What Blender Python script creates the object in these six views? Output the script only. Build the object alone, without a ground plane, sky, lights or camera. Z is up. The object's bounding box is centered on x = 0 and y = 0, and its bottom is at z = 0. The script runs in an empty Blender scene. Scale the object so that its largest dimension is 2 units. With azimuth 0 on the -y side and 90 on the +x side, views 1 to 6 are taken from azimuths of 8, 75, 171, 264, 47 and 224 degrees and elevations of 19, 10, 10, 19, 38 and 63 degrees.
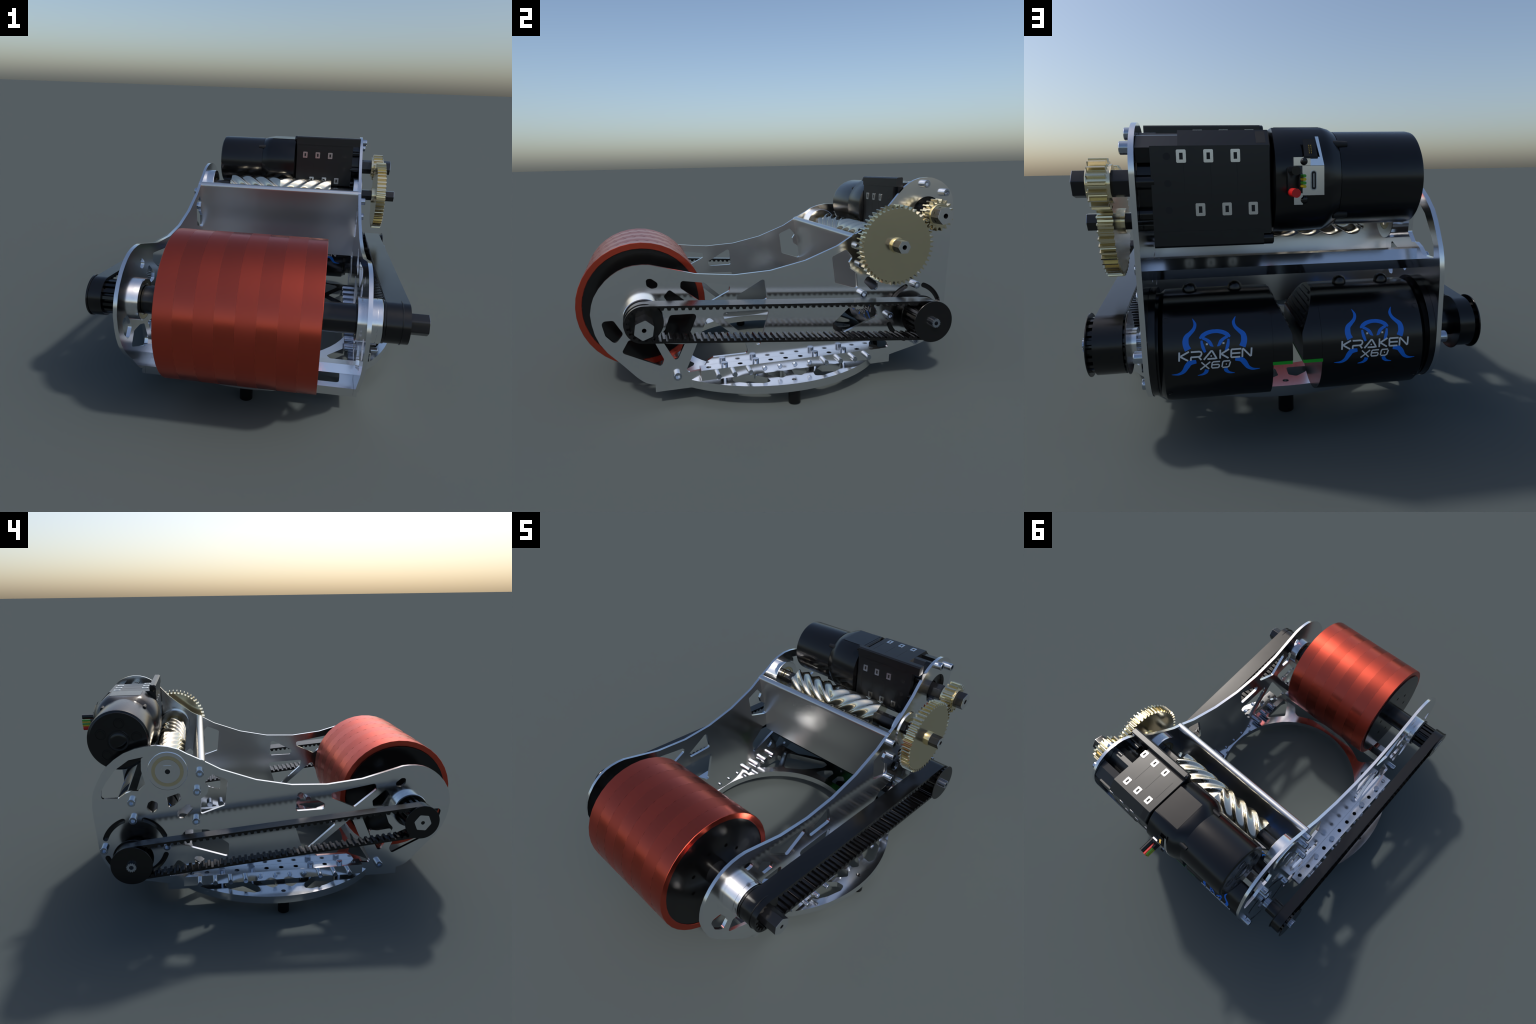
import bpy, math, random
from math import pi, sin, cos, atan2, hypot, radians, sqrt
from mathutils import Vector, Matrix

random.seed(7)
COL = bpy.context.scene.collection

# ------------------------------------------------------------------ materials
def material(name, color, metallic=0.0, rough=0.4, spread=0.04, scale=9.0, bump=0.0, bump_scale=400.0, spec=0.5, coat=0.0, color2=None):
    m = bpy.data.materials.new(name)
    m.use_nodes = True
    nt = m.node_tree
    b = nt.nodes["Principled BSDF"]
    tc = nt.nodes.new("ShaderNodeTexCoord")
    no = nt.nodes.new("ShaderNodeTexNoise")
    no.inputs["Scale"].default_value = scale
    no.inputs["Detail"].default_value = 4
    nt.links.new(tc.outputs["Object"], no.inputs["Vector"])
    mr = nt.nodes.new("ShaderNodeMapRange")
    mr.inputs["To Min"].default_value = max(0.02, rough - spread)
    mr.inputs["To Max"].default_value = rough + spread
    nt.links.new(no.outputs["Fac"], mr.inputs["Value"])
    nt.links.new(mr.outputs["Result"], b.inputs["Roughness"])
    b.inputs["Base Color"].default_value = (*color, 1)
    if color2:
        mx = nt.nodes.new("ShaderNodeMix")
        mx.data_type = "RGBA"
        mx.inputs[6].default_value = (*color, 1)
        mx.inputs[7].default_value = (*color2, 1)
        nt.links.new(no.outputs["Fac"], mx.inputs[0])
        nt.links.new(mx.outputs[2], b.inputs["Base Color"])
    b.inputs["Metallic"].default_value = metallic
    b.inputs["Specular IOR Level"].default_value = spec
    b.inputs["Coat Weight"].default_value = coat
    if bump:
        n2 = nt.nodes.new("ShaderNodeTexNoise")
        n2.inputs["Scale"].default_value = bump_scale
        nt.links.new(tc.outputs["Object"], n2.inputs["Vector"])
        bp = nt.nodes.new("ShaderNodeBump")
        bp.inputs["Strength"].default_value = bump
        bp.inputs["Distance"].default_value = 0.001
        nt.links.new(n2.outputs["Fac"], bp.inputs["Height"])
        nt.links.new(bp.outputs["Normal"], b.inputs["Normal"])
    return m

ALU = material("machined_aluminium", (0.86, 0.87, 0.885), 1, 0.17, 0.012)
SHEET = material("aluminium_sheet_dimmed_reflection", (0.72, 0.72, 0.71), 1, 0.30, 0.015)  # aluminium darkened and roughened to mute the deflector's roller reflection
STEEL = material("dark_bluish_steel", (0.47, 0.52, 0.60), 1, 0.2, 0.02)
BRASS = material("pale_brass", (0.80, 0.71, 0.48), 1, 0.17, 0.015)
BRASS2 = material("nickel_brass", (0.85, 0.79, 0.63), 1, 0.16, 0.02)
RED = material("red_wheel_dark", (0.60, 0.090, 0.055), 1, 0.34, 0.01)
RED2 = material("red_wheel_bright", (0.66, 0.10, 0.06), 1, 0.24, 0.01)
HUB = material("black_hub_plastic", (0.0018, 0.0018, 0.002), 0, 0.2, 0.02)
BLACK = material("black_anodised", (0.0022, 0.0023, 0.0026), 0, 0.2, 0.02)
GLOSS = material("black_motor_paint", (0.003, 0.003, 0.0035), 0, 0.22, 0.02)
MATTE = material("black_moulded_plastic", (0.008, 0.0085, 0.0095), 0, 0.3, 0.03)
SHAFT = material("black_oxide_shaft", (0.010, 0.0105, 0.012), 0, 0.2, 0.02)
RUBBER = material("black_belt_rubber", (0.0022, 0.0022, 0.0024), 0, 0.22, 0.02)
WHITE = material("bright_metal_peg", (0.80, 0.80, 0.80), 1, 0.22, 0.02)
INK = material("grey_white_ink", (0.62, 0.64, 0.65), 0, 0.4, 0.03)
BLUE = material("blue_ink", (0.0, 0.125, 0.62), 0, 0.4, 0.03, color2=(0.0, 0.17, 0.72))
GREEN = material("green_circuit_board", (0.0, 0.30, 0.012), 0, 0.4, 0.03)
WGREEN = material("green_wire_sleeve", (0.04, 0.30, 0.02), 0, 0.45, 0.03)
WYELL = material("yellow_wire_sleeve", (0.55, 0.42, 0.01), 0, 0.45, 0.03)
WRED = material("red_wire_sleeve", (0.55, 0.004, 0.004), 0, 0.42, 0.03)
GOLD = material("gold_contact_pins", (0.75, 0.5, 0.12), 1, 0.3, 0.03)
DARK = material("dark_recess", (0.004, 0.004, 0.0045), 0, 0.6, 0.03)

# ------------------------------------------------------------------ mesh tools
def finish(name, me, mat, parent, smooth=32.0):
    if mat and not me.materials:
        me.materials.append(mat)
    me.shade_smooth()
    me.set_sharp_from_angle(angle=radians(smooth))
    ob = bpy.data.objects.new(name, me)
    COL.objects.link(ob)
    ob.parent = parent
    return ob

def mesh(name, verts, faces):
    me = bpy.data.meshes.new(name)
    me.from_pydata(verts, [], faces)
    me.update()
    return me

def join(name, parts):
    """merge several (verts, faces) lists into one mesh"""
    V, F = [], []
    for v, f in parts:
        k = len(V)
        V += [tuple(p) for p in v]
        F += [tuple(i + k for i in q) for q in f]
    return mesh(name, V, F)

def data(me):
    return [v.co.copy() for v in me.vertices], [tuple(p.vertices) for p in me.polygons]

AXM = {"x": Matrix(((0, 0, 1, 0), (1, 0, 0, 0), (0, 1, 0, 0), (0, 0, 0, 1))),   # (y,z) profile swept along x
       "z": Matrix.Identity(4),                                              # (x,y) profile swept along z
       "y": Matrix(((0, 1, 0, 0), (0, 0, 1, 0), (1, 0, 0, 0), (0, 0, 0, 1)))}   # (z,x) profile swept along y

def prism(outline, a0, a1, holes=(), axis="x", bevel=0.0):
    """flat outline with holes, extruded between a0 and a1 along the axis"""
    cu = bpy.data.curves.new("tmp", "CURVE")
    cu.dimensions = "2D"
    cu.fill_mode = "BOTH"
    cu.extrude = (a1 - a0) / 2 - bevel
    cu.bevel_depth = bevel
    cu.bevel_resolution = 1
    if bevel:
        cu.offset = -bevel
    for loop in (outline, *holes):
        sp = cu.splines.new("POLY")
        sp.points.add(len(loop) - 1)
        for p, (u, v) in zip(sp.points, loop):
            p.co = (u, v, 0, 1)
        sp.use_cyclic_u = True
    ob = bpy.data.objects.new("tmp", cu)
    COL.objects.link(ob)
    dg = bpy.context.evaluated_depsgraph_get()
    dg.update()
    me = bpy.data.meshes.new_from_object(ob.evaluated_get(dg))
    bpy.data.objects.remove(ob)
    bpy.data.curves.remove(cu)
    mat = AXM[axis] @ Matrix.Translation((0, 0, (a0 + a1) / 2))
    me.transform(mat)
    import bmesh
    bm = bmesh.new()
    bm.from_mesh(me)
    bmesh.ops.remove_doubles(bm, verts=bm.verts, dist=1e-5)
    bmesh.ops.recalc_face_normals(bm, faces=bm.faces)
    bm.to_mesh(me)
    bm.free()
    me.materials.clear()
    return me

def circle(c, r, n=40, a0=0.0):
    return [(c[0] + r * cos(a0 + 2 * pi * i / n), c[1] + r * sin(a0 + 2 * pi * i / n)) for i in range(n)]

def hexagon(c, flats, a0=0.0, rnd=0.0):
    R = flats / 2 / cos(pi / 6)
    pts = circle(c, R, 6, a0)
    return fillet(pts, rnd) if rnd else pts

def fillet(pts, r, n=5):
    """round the corners of a polygon; r may be one radius or one per corner"""
    out, N = [], len(pts)
    for i, p in enumerate(pts):
        rr = r[i] if isinstance(r, (list, tuple)) else r
        a, b = Vector(pts[i - 1]), Vector(pts[(i + 1) % N])
        p = Vector(p)
        u, v = (a - p), (b - p)
        lu, lv = u.length, v.length
        u.normalize(); v.normalize()
        ang = math.acos(max(-1, min(1, u.dot(v))))
        if rr <= 0 or ang > radians(172):
            out.append(tuple(p)); continue
        d = min(rr / math.tan(ang / 2), lu * .48, lv * .48)
        re = d * math.tan(ang / 2)
        p0, p1 = p + u * d, p + v * d
        cen = p + (u + v).normalized() * (re / sin(ang / 2))
        t0 = atan2(*(p0 - cen).yx); t1 = atan2(*(p1 - cen).yx)
        dt = (t1 - t0 + pi) % (2 * pi) - pi
        for k in range(n + 1):
            t = t0 + dt * k / n
            out.append((cen.x + re * cos(t), cen.y + re * sin(t)))
    return out

def lathe(profile, seg=48, c=(0, 0), a0=0.0):
    """profile of (x, radius) turned about an axis along x through (y, z) = c"""
    V, F, rings = [], [], []
    for x, r in profile:
        if r < 1e-6:
            rings.append([len(V)]); V.append((x, c[0], c[1]))
        else:
            rings.append(list(range(len(V), len(V) + seg)))
            V += [(x, c[0] + r * cos(a0 + 2 * pi * i / seg), c[1] + r * sin(a0 + 2 * pi * i / seg)) for i in range(seg)]
    for A, B in zip(rings, rings[1:]):
        for i in range(seg):
            j = (i + 1) % seg
            if len(A) == 1 and len(B) == 1: continue
            if len(A) == 1: F.append((A[0], B[j], B[i]))
            elif len(B) == 1: F.append((A[i], A[j], B[0]))
            else: F.append((A[i], A[j], B[j], B[i]))
    return V, F

def loft(sections):
    """sections: list of (x, [(y, z), ...]) of equal length, closed loops, capped"""
    V, F = [], []
    n = len(sections[0][1])
    for x, loop in sections:
        V += [(x, y, z) for y, z in loop]
    for k in range(len(sections) - 1):
        for i in range(n):
            j = (i + 1) % n
            F.append((k * n + i, k * n + j, (k + 1) * n + j, (k + 1) * n + i))
    F.append(tuple(range(n))[::-1])
    F.append(tuple(range((len(sections) - 1) * n, len(sections) * n)))
    return V, F

def box(x0, x1, y0, y1, z0, z1):
    V = [(x, y, z) for x in (x0, x1) for y in (y0, y1) for z in (z0, z1)]
    F = [(0, 1, 3, 2), (4, 6, 7, 5), (0, 4, 5, 1), (2, 3, 7, 6), (0, 2, 6, 4), (1, 5, 7, 3)]
    return V, F

def chamfer_box(x0, x1, y0, y1, z0, z1, b=0.003):
    import bmesh
    bm = bmesh.new()
    V, F = box(x0, x1, y0, y1, z0, z1)
    vs = [bm.verts.new(v) for v in V]
    for f in F: bm.faces.new([vs[i] for i in f])
    bmesh.ops.recalc_face_normals(bm, faces=bm.faces)
    bmesh.ops.bevel(bm, geom=bm.edges[:], offset=b, segments=2, affect="EDGES", profile=.5)
    V = [v.co.copy() for v in bm.verts]
    bm.verts.index_update()
    F = [tuple(v.index for v in f.verts) for f in bm.faces]
    bm.free()
    return V, F

def ribbon(pts, widths, h0, h1, put):
    """a raised strip of varying width; put(u, v, h) bends it on to its surface"""
    P, W = [], []
    ds = 0.004
    for i in range(len(pts) - 1):
        a, b = Vector(pts[i]), Vector(pts[i + 1])
        n = max(1, int((b - a).length / ds))
        for k in range(n):
            P.append(a.lerp(b, k / n)); W.append(widths[i] + (widths[i + 1] - widths[i]) * k / n)
    P.append(Vector(pts[-1])); W.append(widths[-1])
    V, F = [], []
    for i, p in enumerate(P):
        t = (P[min(i + 1, len(P) - 1)] - P[max(i - 1, 0)]).normalized()
        nrm = Vector((-t.y, t.x)) * W[i] / 2
        for q, h in ((p + nrm, h1), (p - nrm, h1), (p - nrm, h0), (p + nrm, h0)):
            V.append(put(q.x, q.y, h))
    for i in range(len(P) - 1):
        for k in range(4):
            l = (k + 1) % 4
            F.append((4 * i + k, 4 * i + l, 4 * i + 4 + l, 4 * i + 4 + k))
    F += [(3, 2, 1, 0), tuple(4 * (len(P) - 1) + k for k in range(4))]
    return V, F

def spline(pts, n=8):
    """Catmull-Rom through 2D points"""
    out = []
    for i in range(len(pts) - 1):
        p0, p1, p2, p3 = (Vector(pts[max(i - 1, 0)]), Vector(pts[i]), Vector(pts[i + 1]), Vector(pts[min(i + 2, len(pts) - 1)]))
        for k in range(n):
            t = k / n
            out.append(tuple(.5 * ((2 * p1) + (p2 - p0) * t + (2 * p0 - 5 * p1 + 4 * p2 - p3) * t * t + (3 * p1 - p0 - 3 * p2 + p3) * t ** 3)))
    out.append(tuple(pts[-1]))
    return out

def part(name, vf, mat, parent, smooth=32.0):
    me = join(name, vf if isinstance(vf, list) else [vf])
    import bmesh
    bm = bmesh.new(); bm.from_mesh(me)
    bmesh.ops.recalc_face_normals(bm, faces=bm.faces)
    bm.to_mesh(me); bm.free()
    return finish(name, me, mat, parent, smooth)

# ------------------------------------------------------------------ the frame
ROLL = (-0.693, 0.461)     # roller axis (y, z)
DRIVE = (0.704, 0.337)     # lower motors
FEED = (0.5225, 0.727)     # helical shaft with the big gear
GBOX = (0.7488, 0.8635)    # upper motor and gearbox
XR0, XR1 = 0.4505, 0.4665    # right side plate
XL0, XL1 = -0.4925, -0.4765  # left side plate
RING = (-0.0145, -0.016)

root = bpy.data.objects.new("roller_launcher", None)
COL.objects.link(root)
root["label"] = "robot launcher with red roller, aluminium side plates and belts"
root["category"] = "robot mechanism"

# ---- side plates
front_top = [(-0.926, 0.478), (-0.918, 0.5205), (-0.906, 0.555), (-0.881, 0.595), (-0.851, 0.628), (-0.824, 0.650),
             (-0.795, 0.668), (-0.763, 0.681), (-0.728, 0.688), (-0.688, 0.690), (-0.652, 0.687), (-0.445, 0.630),
             (-0.262, 0.610), (-0.081, 0.618), (0.099, 0.655), (0.270, 0.718), (0.341, 0.759)]
right_back = [(0.410, 0.7935), (0.480, 0.847), (0.552, 0.908), (0.600, 0.962), (0.639, 1.0015), (0.664, 1.019), (0.691, 1.0325), (0.725, 1.042),
              (0.769, 1.0445), (0.800, 1.040), (0.825, 1.031), (0.848, 1.021), (0.866, 1.0085), (0.887, 0.990), (0.903, 0.969), (0.915, 0.944), (0.922, 0.919), (0.9235, 0.888),
              (0.890, 0.348)]
left_back = [(0.370, 0.774), (0.429, 0.8045), (0.471, 0.830), (0.518, 0.845), (0.573, 0.8536), (0.6285, 0.850), (0.672, 0.8416),
             (0.725, 0.823), (0.771, 0.794), (0.814, 0.758), (0.838, 0.725), (0.859, 0.688), (0.8825, 0.641), (0.8925, 0.607), (0.898, 0.560), (0.898, 0.508),
             (0.8895, 0.336)]
bottom = [(0.884, 0.290), (0.872, 0.258), (0.859, 0.2335), (0.842, 0.208), (0.815, 0.182), (0.790, 0.167), (0.7705, 0.158), (0.7205, 0.1435),
          (0.568, 0.1096), (0.566, 0.070), (-0.660, 0.070), (-0.660, 0.108), (-0.680, 0.113), (-0.700, 0.121),
          (-0.717, 0.133), (-0.740, 0.154), (-0.806, 0.229), (-0.864, 0.291), (-0.895, 0.338), (-0.912, 0.381), (-0.922, 0.430)]

def arcpts(c, r, a0, a1, n=8):
    return [(c[0] + r * cos(radians(a0 + (a1 - a0) * i / n)), c[1] + r * sin(radians(a0 + (a1 - a0) * i / n))) for i in range(n + 1)]

def slot(c, r, a0, a1, w):
    """curved slot about c between two angles, with round ends"""
    o = arcpts(c, r + w / 2, a0, a1, 12)
    i = arcpts(c, r - w / 2, a1, a0, 12)
    e1 = arcpts((c[0] + r * cos(radians(a1)), c[1] + r * sin(radians(a1))), w / 2, a1, a1 + 180, 6)[1:-1]
    e0 = arcpts((c[0] + r * cos(radians(a0)), c[1] + r * sin(radians(a0))), w / 2, a0 + 180, a0 + 360, 6)[1:-1]
    return o + e1 + i + e0

common_holes = [
    fillet([(-0.674, 0.622), (-0.650, 0.624), (-0.620, 0.600), (-0.624, 0.578), (-0.650, 0.575), (-0.672, 0.590)], 0.016),
    fillet([(-0.571, 0.566), (-0.502, 0.508), (-0.508, 0.474), (-0.562, 0.474), (-0.577, 0.500), (-0.598, 0.534)], 0.011),
    fillet([(-0.516, 0.603), (-0.282, 0.563), (-0.288, 0.535), (-0.408, 0.477), (-0.520, 0.568)], 0.013),
    fillet([(-0.112, 0.585), (-0.100, 0.474), (-0.249, 0.476), (-0.256, 0.506)], 0.014),
    fillet([(-0.574, 0.443), (-0.444, 0.438), (-0.508, 0.292), (-0.605, 0.306), (-0.627, 0.345), (-0.600, 0.375)], 0.016),
    fillet([(-0.884, 0.442), (-0.828, 0.442), (-0.806, 0.404), (-0.788, 0.374), (-0.827, 0.327), (-0.868, 0.372)], 0.017),
    fillet([(-0.768, 0.341), (-0.803, 0.283), (-0.626, 0.195), (-0.612, 0.228), (-0.651, 0.318), (-0.700, 0.338)], 0.013),
    fillet([(-0.628, 0.345), (-0.556, 0.204), (-0.488, 0.345), (-0.540, 0.335)], 0.014),
    fillet([(-0.397, 0.418), (-0.216, 0.262), (-0.203, 0.210), (-0.378, 0.211), (-0.405, 0.197), (-0.421, 0.172), (-0.443, 0.153), (-0.517, 0.147)], [.014, .012, .014, .004, .004, .004, .004, .014]),
    fillet([(-0.330, 0.432), (-0.090, 0.424), (-0.146, 0.236), (-0.312, 0.385)], 0.015),
    fillet([(0.505, 0.246), (0.572, 0.150), (0.452, 0.150), (0.446, 0.190)], 0.014),
    fillet([(0.422, 0.256), (0.384, 0.252), (0.366, 0.232), (0.398, 0.203), (0.424, 0.228)], 0.012),
    fillet([(0.456, 0.410), (0.345, 0.402), (0.243, 0.316), (0.248, 0.240), (0.493, 0.330), (0.494, 0.362)], 0.013),
    fillet([(0.239, 0.664), (0.316, 0.697), (0.352, 0.655), (0.333, 0.628), (0.342, 0.594), (0.376, 0.570), (0.382, 0.487), (0.255, 0.529)], 0.011),
    fillet([(0.436, 0.552), (0.494, 0.510), (0.492, 0.474), (0.460, 0.472), (0.412, 0.522)], 0.012),
    fillet([(0.612, 0.577), (0.584, 0.563), (0.588, 0.528), (0.613, 0.508), (0.642, 0.535), (0.631, 0.566)], 0.012),
    fillet([(0.541, 0.588), (0.474, 0.610), (0.470, 0.574), (0.502, 0.546), (0.536, 0.530)], 0.011),
]
c_hole = fillet([(0.626, 0.802), (0.646, 0.795), (0.651, 0.735), (0.636, 0.662), (0.672, 0.629), (0.700, 0.632), (0.735, 0.620), (0.770, 0.596), (0.852, 0.597), (0.846, 0.640), (0.823, 0.677), (0.773, 0.741), (0.705, 0.788)], 0.012)

def adj(loop):
    return [(0.9948 * y - 0.0008, 0.9947 * z + 0.007) for y, z in loop]
slots = [slot(DRIVE, 0.153, a, a + 50, 0.026) for a in (20, 110, 200, 290)]

plate_r = finish("side_plate", prism(adj(front_top + right_back + bottom), XR0, XR1, [adj(h) for h in common_holes] + slots + [circle((0.7665, 0.8635), 0.085, 36), circle(ROLL, 0.07, 32), circle(FEED, 0.06, 32), circle(DRIVE, 0.06, 32)]), ALU, root)
plate_l = finish("side_plate", prism(adj(front_top + left_back + bottom), XL0, XL1, [adj(h) for h in common_holes + [c_hole]] + slots + [circle(ROLL, 0.07, 32), circle(FEED, 0.06, 32), circle(DRIVE, 0.06, 32)]), ALU, root)

# ---- base plate: ring with lightening pockets
def base_outline():
    R = 0.674
    pts = []
    ax = 0.4655
    a = math.degrees(math.asin((-0.644 + 0.0) / R))
    # start front right corner, go anticlockwise
    xr, xl = XR0 - .0005, XL1 + .0005
    yf, yb = -0.657, 0.562
    th = lambda x: math.acos((x - RING[0]) / R)
    t0 = -th(xr); t1 = th(xr)
    pts += [(xr, yf), (xr, RING[1] + R * sin(t0))]
    n = 22
    pts += [(RING[0] + R * cos(t0 + (t1 - t0) * i / n), RING[1] + R * sin(t0 + (t1 - t0) * i / n)) for i in range(1, n)]
    pts += [(xr, RING[1] + R * sin(t1)), (xr, yb)]
    s = math.asin((yb - RING[1]) / R)
    pts += [(RING[0] + R * cos(t), RING[1] + R * sin(t)) for t in [s + (pi - 2 * s) * i / 14 for i in range(15)]]
    pts += [(xl, yb), (xl, RING[1] + R * sin(th(xl)))]
    t0 = th(xl); t1 = 2 * pi - th(xl)
    pts += [(RING[0] + R * cos(t0 + (t1 - t0) * i / n), RING[1] + R * sin(t0 + (t1 - t0) * i / n)) for i in range(1, n)]
    pts += [(xl, RING[1] - R * sin(th(xl))), (xl, yf)]
    s = math.asin((yf - RING[1]) / R)
    pts += [(RING[0] + R * cos(t), RING[1] + R * sin(t)) for t in [-pi - s + (pi + 2 * s) * i / 8 for i in range(9)]]
    return pts

def about(poly, sx, sy):
    p = [(RING[0] + sx * (x - RING[0]), RING[1] + sy * (y - RING[1])) for x, y in poly]
    return p if sx * sy > 0 else p[::-1]

def swap(poly):
    return [(RING[0] + (y - RING[1]), RING[1] + (x - RING[0])) for x, y in poly][::-1]

pocket_small = [(0.488, 0.006), (0.560, 0.004), (0.580, 0.032), (0.546, 0.072), (0.488, 0.108)]
pocket_long = [(0.482, 0.176), (0.560, 0.100), (0.602, 0.094), (0.610, 0.130), (0.585, 0.205), (0.552, 0.262), (0.510, 0.275)]
pocket_back = [(-0.130, 0.560), (-0.126, 0.604), (-0.163, 0.616), (-0.282, 0.574), (-0.404, 0.528), (-0.414, 0.508), (-0.338, 0.394), (-0.316, 0.385), (-0.215, 0.455)]
pocket_inner = [(-0.452, 0.262), (-0.360, 0.360), (-0.428, 0.458), (-0.452, 0.456), (-0.4620, 0.430), (-0.4620, 0.30)]
pocket_front = [(0.262, -0.450), (0.290, -0.458), (0.392, -0.566), (0.388, -0.618), (0.18, -0.618), (0.10, -0.586), (0.05, -0.560), (0.03, -0.528), (0.10, -0.515), (0.185, -0.488)]
pockets = []
for sx in (1, -1):
    for sy in (1, -1):
        pockets += [fillet(about(pocket_small, sx, sy), 0.014), fillet(about(pocket_long, sx, sy), 0.015)]
    pockets += [fillet(about(pocket_back, -sx, 1), 0.014), fillet(about(pocket_inner, -sx, 1), 0.012), fillet(about(pocket_inner, -sx, -1), 0.012),
                fillet(about(pocket_front, sx, 1), 0.014), fillet(about(swap(pocket_small), sx, 1), 0.012)]
feet_at = [(RING[0] + 0.627 * cos(a), RING[1] + 0.627 * sin(a)) for a in (0, pi / 2, pi, 3 * pi / 2)]
bolt_holes = [circle(c, 0.012, 16) for c in feet_at]
finish("base_plate", prism(base_outline(), 0.0765, 0.1155, [circle(RING, 0.461, 56)] + pockets + bolt_holes, axis="z"), ALU, root)

foot_me = join("foot", [lathe([(0, 0), (0, 0.024), (0.004, 0.029), (0.0762, 0.029), (0.0762, 0.011), (0.108, 0.011), (0.108, 0)], 28)])
foot_me.transform(Matrix(((0, 0, 1, 0), (0, 1, 0, 0), (1, 0, 0, 0), (0, 0, 0, 1))))
foot_me.flip_normals()
foot_me.materials.append(HUB)
for i, c in enumerate(feet_at):
    ob = finish("foot", foot_me, HUB, root)
    ob.location = (c[0], c[1], 0)

# ---- socket head bolts, one shared mesh, head pointing along +x
def bolt_mesh(r=0.0192, h=0.029):
    ring = data(prism(circle((0, 0), r - .0018, 24), h - 0.0005, h, [hexagon((0, 0), 0.019, pi / 6)]))
    V, F = lathe([(0.0, 0), (0.0, r), (h - 0.0025, r), (h - 0.0004, r - .0018)], 24)
    s = data(prism(hexagon((0, 0), 0.0192, pi / 6), h - .018, h - .0005, [hexagon((0, 0), 0.019, pi / 6)]))
    return join("bolt", [(V, F), ring, s, lathe([(h - .018, 0), (h - .018, .0125)], 12)])

bolt_me = bolt_mesh()
bolt_me.materials.append(STEEL)
def bolt(x, y, z, side, spin=0.0, scale=1.0):
    ob = finish("bolt", bolt_me, STEEL, root)
    ob.location = (x, y, z)
    ob.rotation_euler = (0, 0, 0) if side > 0 else (0, 0, pi)
    ob.rotation_euler[0] = spin
    ob.scale = (scale,) * 3

drive_bolts = [(DRIVE[0] + 0.153 * cos(a), DRIVE[1] + 0.153 * sin(a)) for a in (0, pi / 2, pi, 3 * pi / 2)]
plate_bolts = [(0.371, 0.715), (0.388, 0.622), (0.400, 0.466), (0.703, 0.583), (-0.553, 0.150)] + drive_bolts
for k, (y, z) in enumerate(plate_bolts):
    bolt(XR1 - .0002, y, z, 1, 0.3 * k)
    bolt(XL0 + .0002, y, z, -1, 0.0)
for a in (92, 43, -2 - 180 + 0, 227):
    if a in (92, 43):
        bolt(XR1 - .0002, GBOX[0] + 0.150 * cos(radians(a)), GBOX[1] + 0.150 * sin(radians(a)), 1, a)

# ---- hex spacer bars between the plates
for y, z, af in ((-0.553, 0.147, 0.069), (0.703, 0.583, 0.069)):
    finish("spacer_bar", prism(hexagon((y, z), af, 0), XL1, XR0), ALU, root)

# ---- deflector: a thick sloping plate with a rounded top, notched into the side plates
hood_front = spline([(0.341, 0.757), (0.349, 0.700), (0.357, 0.650), (0.3675, 0.590), (0.3735, 0.540), (0.3755, 0.470), (0.3760, 0.378)], 5)
t = 0.042
hood = hood_front + [(0.3765 + t, 0.378), (0.3755 + t, 0.470), (0.3735 + t, 0.540), (0.3675 + t, 0.590), (0.357 + t, 0.650), (0.349 + t, 0.700), (0.341 + t, 0.757)]
hood += [(0.341 + t / 2 + t / 2 * cos(a), 0.757 + .45 * t * sin(a)) for a in [radians(15 * i) for i in range(1, 12)]]
finish("deflector_plate", prism(hood, XL1, XR0), SHEET, root)
part("deflector_tab", [data(prism(adj(hood[-13:]) if False else hood[len(hood_front) + 6:] + [hood[0]], XR0, XR1 - .0003)), data(prism(hood[len(hood_front) + 6:] + [hood[0]], XL0 + .0003, XL1))], ALU, root)

# ---- punched rails bolted outside the plates
rail_y = [-0.4066 + 0.0767 * k for k in range(12)]
pin_y = [-0.369 + 0.0766 * k for k in range(11)]
def rail(x0, x1):
    hx = (x0 + x1) / 2
    holes = [circle((hx, y), 0.0125, 18) for y in rail_y]
    top = prism([(x0, -0.446), (x1, -0.446), (x1, 0.478), (x0, 0.478)], 0.176, 0.182, holes, axis="z")
    w = 0.006
    return [data(top), box(x0, x0 + w, -0.446, 0.478, 0.131, 0.176), box(x1 - w, x1, -0.446, 0.478, 0.131, 0.176), box(x0 + w, x1 - w, -0.446, 0.478, 0.131, 0.136)]
head_me = join("rail_bolt", [lathe([(-0.085, 0), (-0.085, 0.0115), (0.0, 0.0115), (0.0, 0.0165), (0.0145, 0.0165), (0.016, 0.015), (0.016, 0)], 20)])
head_me.transform(Matrix(((0, 0, 1, 0), (0, 1, 0, 0), (1, 0, 0, 0), (0, 0, 0, 1))))
head_me.flip_normals()
head_me.materials.append(STEEL)
pin_me = join("rail_pin", [lathe([(-0.155, 0), (-0.155, 0.0185), (-0.153, 0.020), (-0.112, 0.020), (-0.112, 0.0125), (-0.002, 0.0125), (0, 0.011), (0, 0)], 20)])
pin_me.materials.append(STEEL)
stub_me = join("rail_screw", [lathe([(-0.096, 0), (-0.096, 0.009), (-0.094, 0.0105), (-0.002, 0.0117), (0, 0.009), (0, 0)], 16)])
stub_me.materials.append(STEEL)
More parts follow.
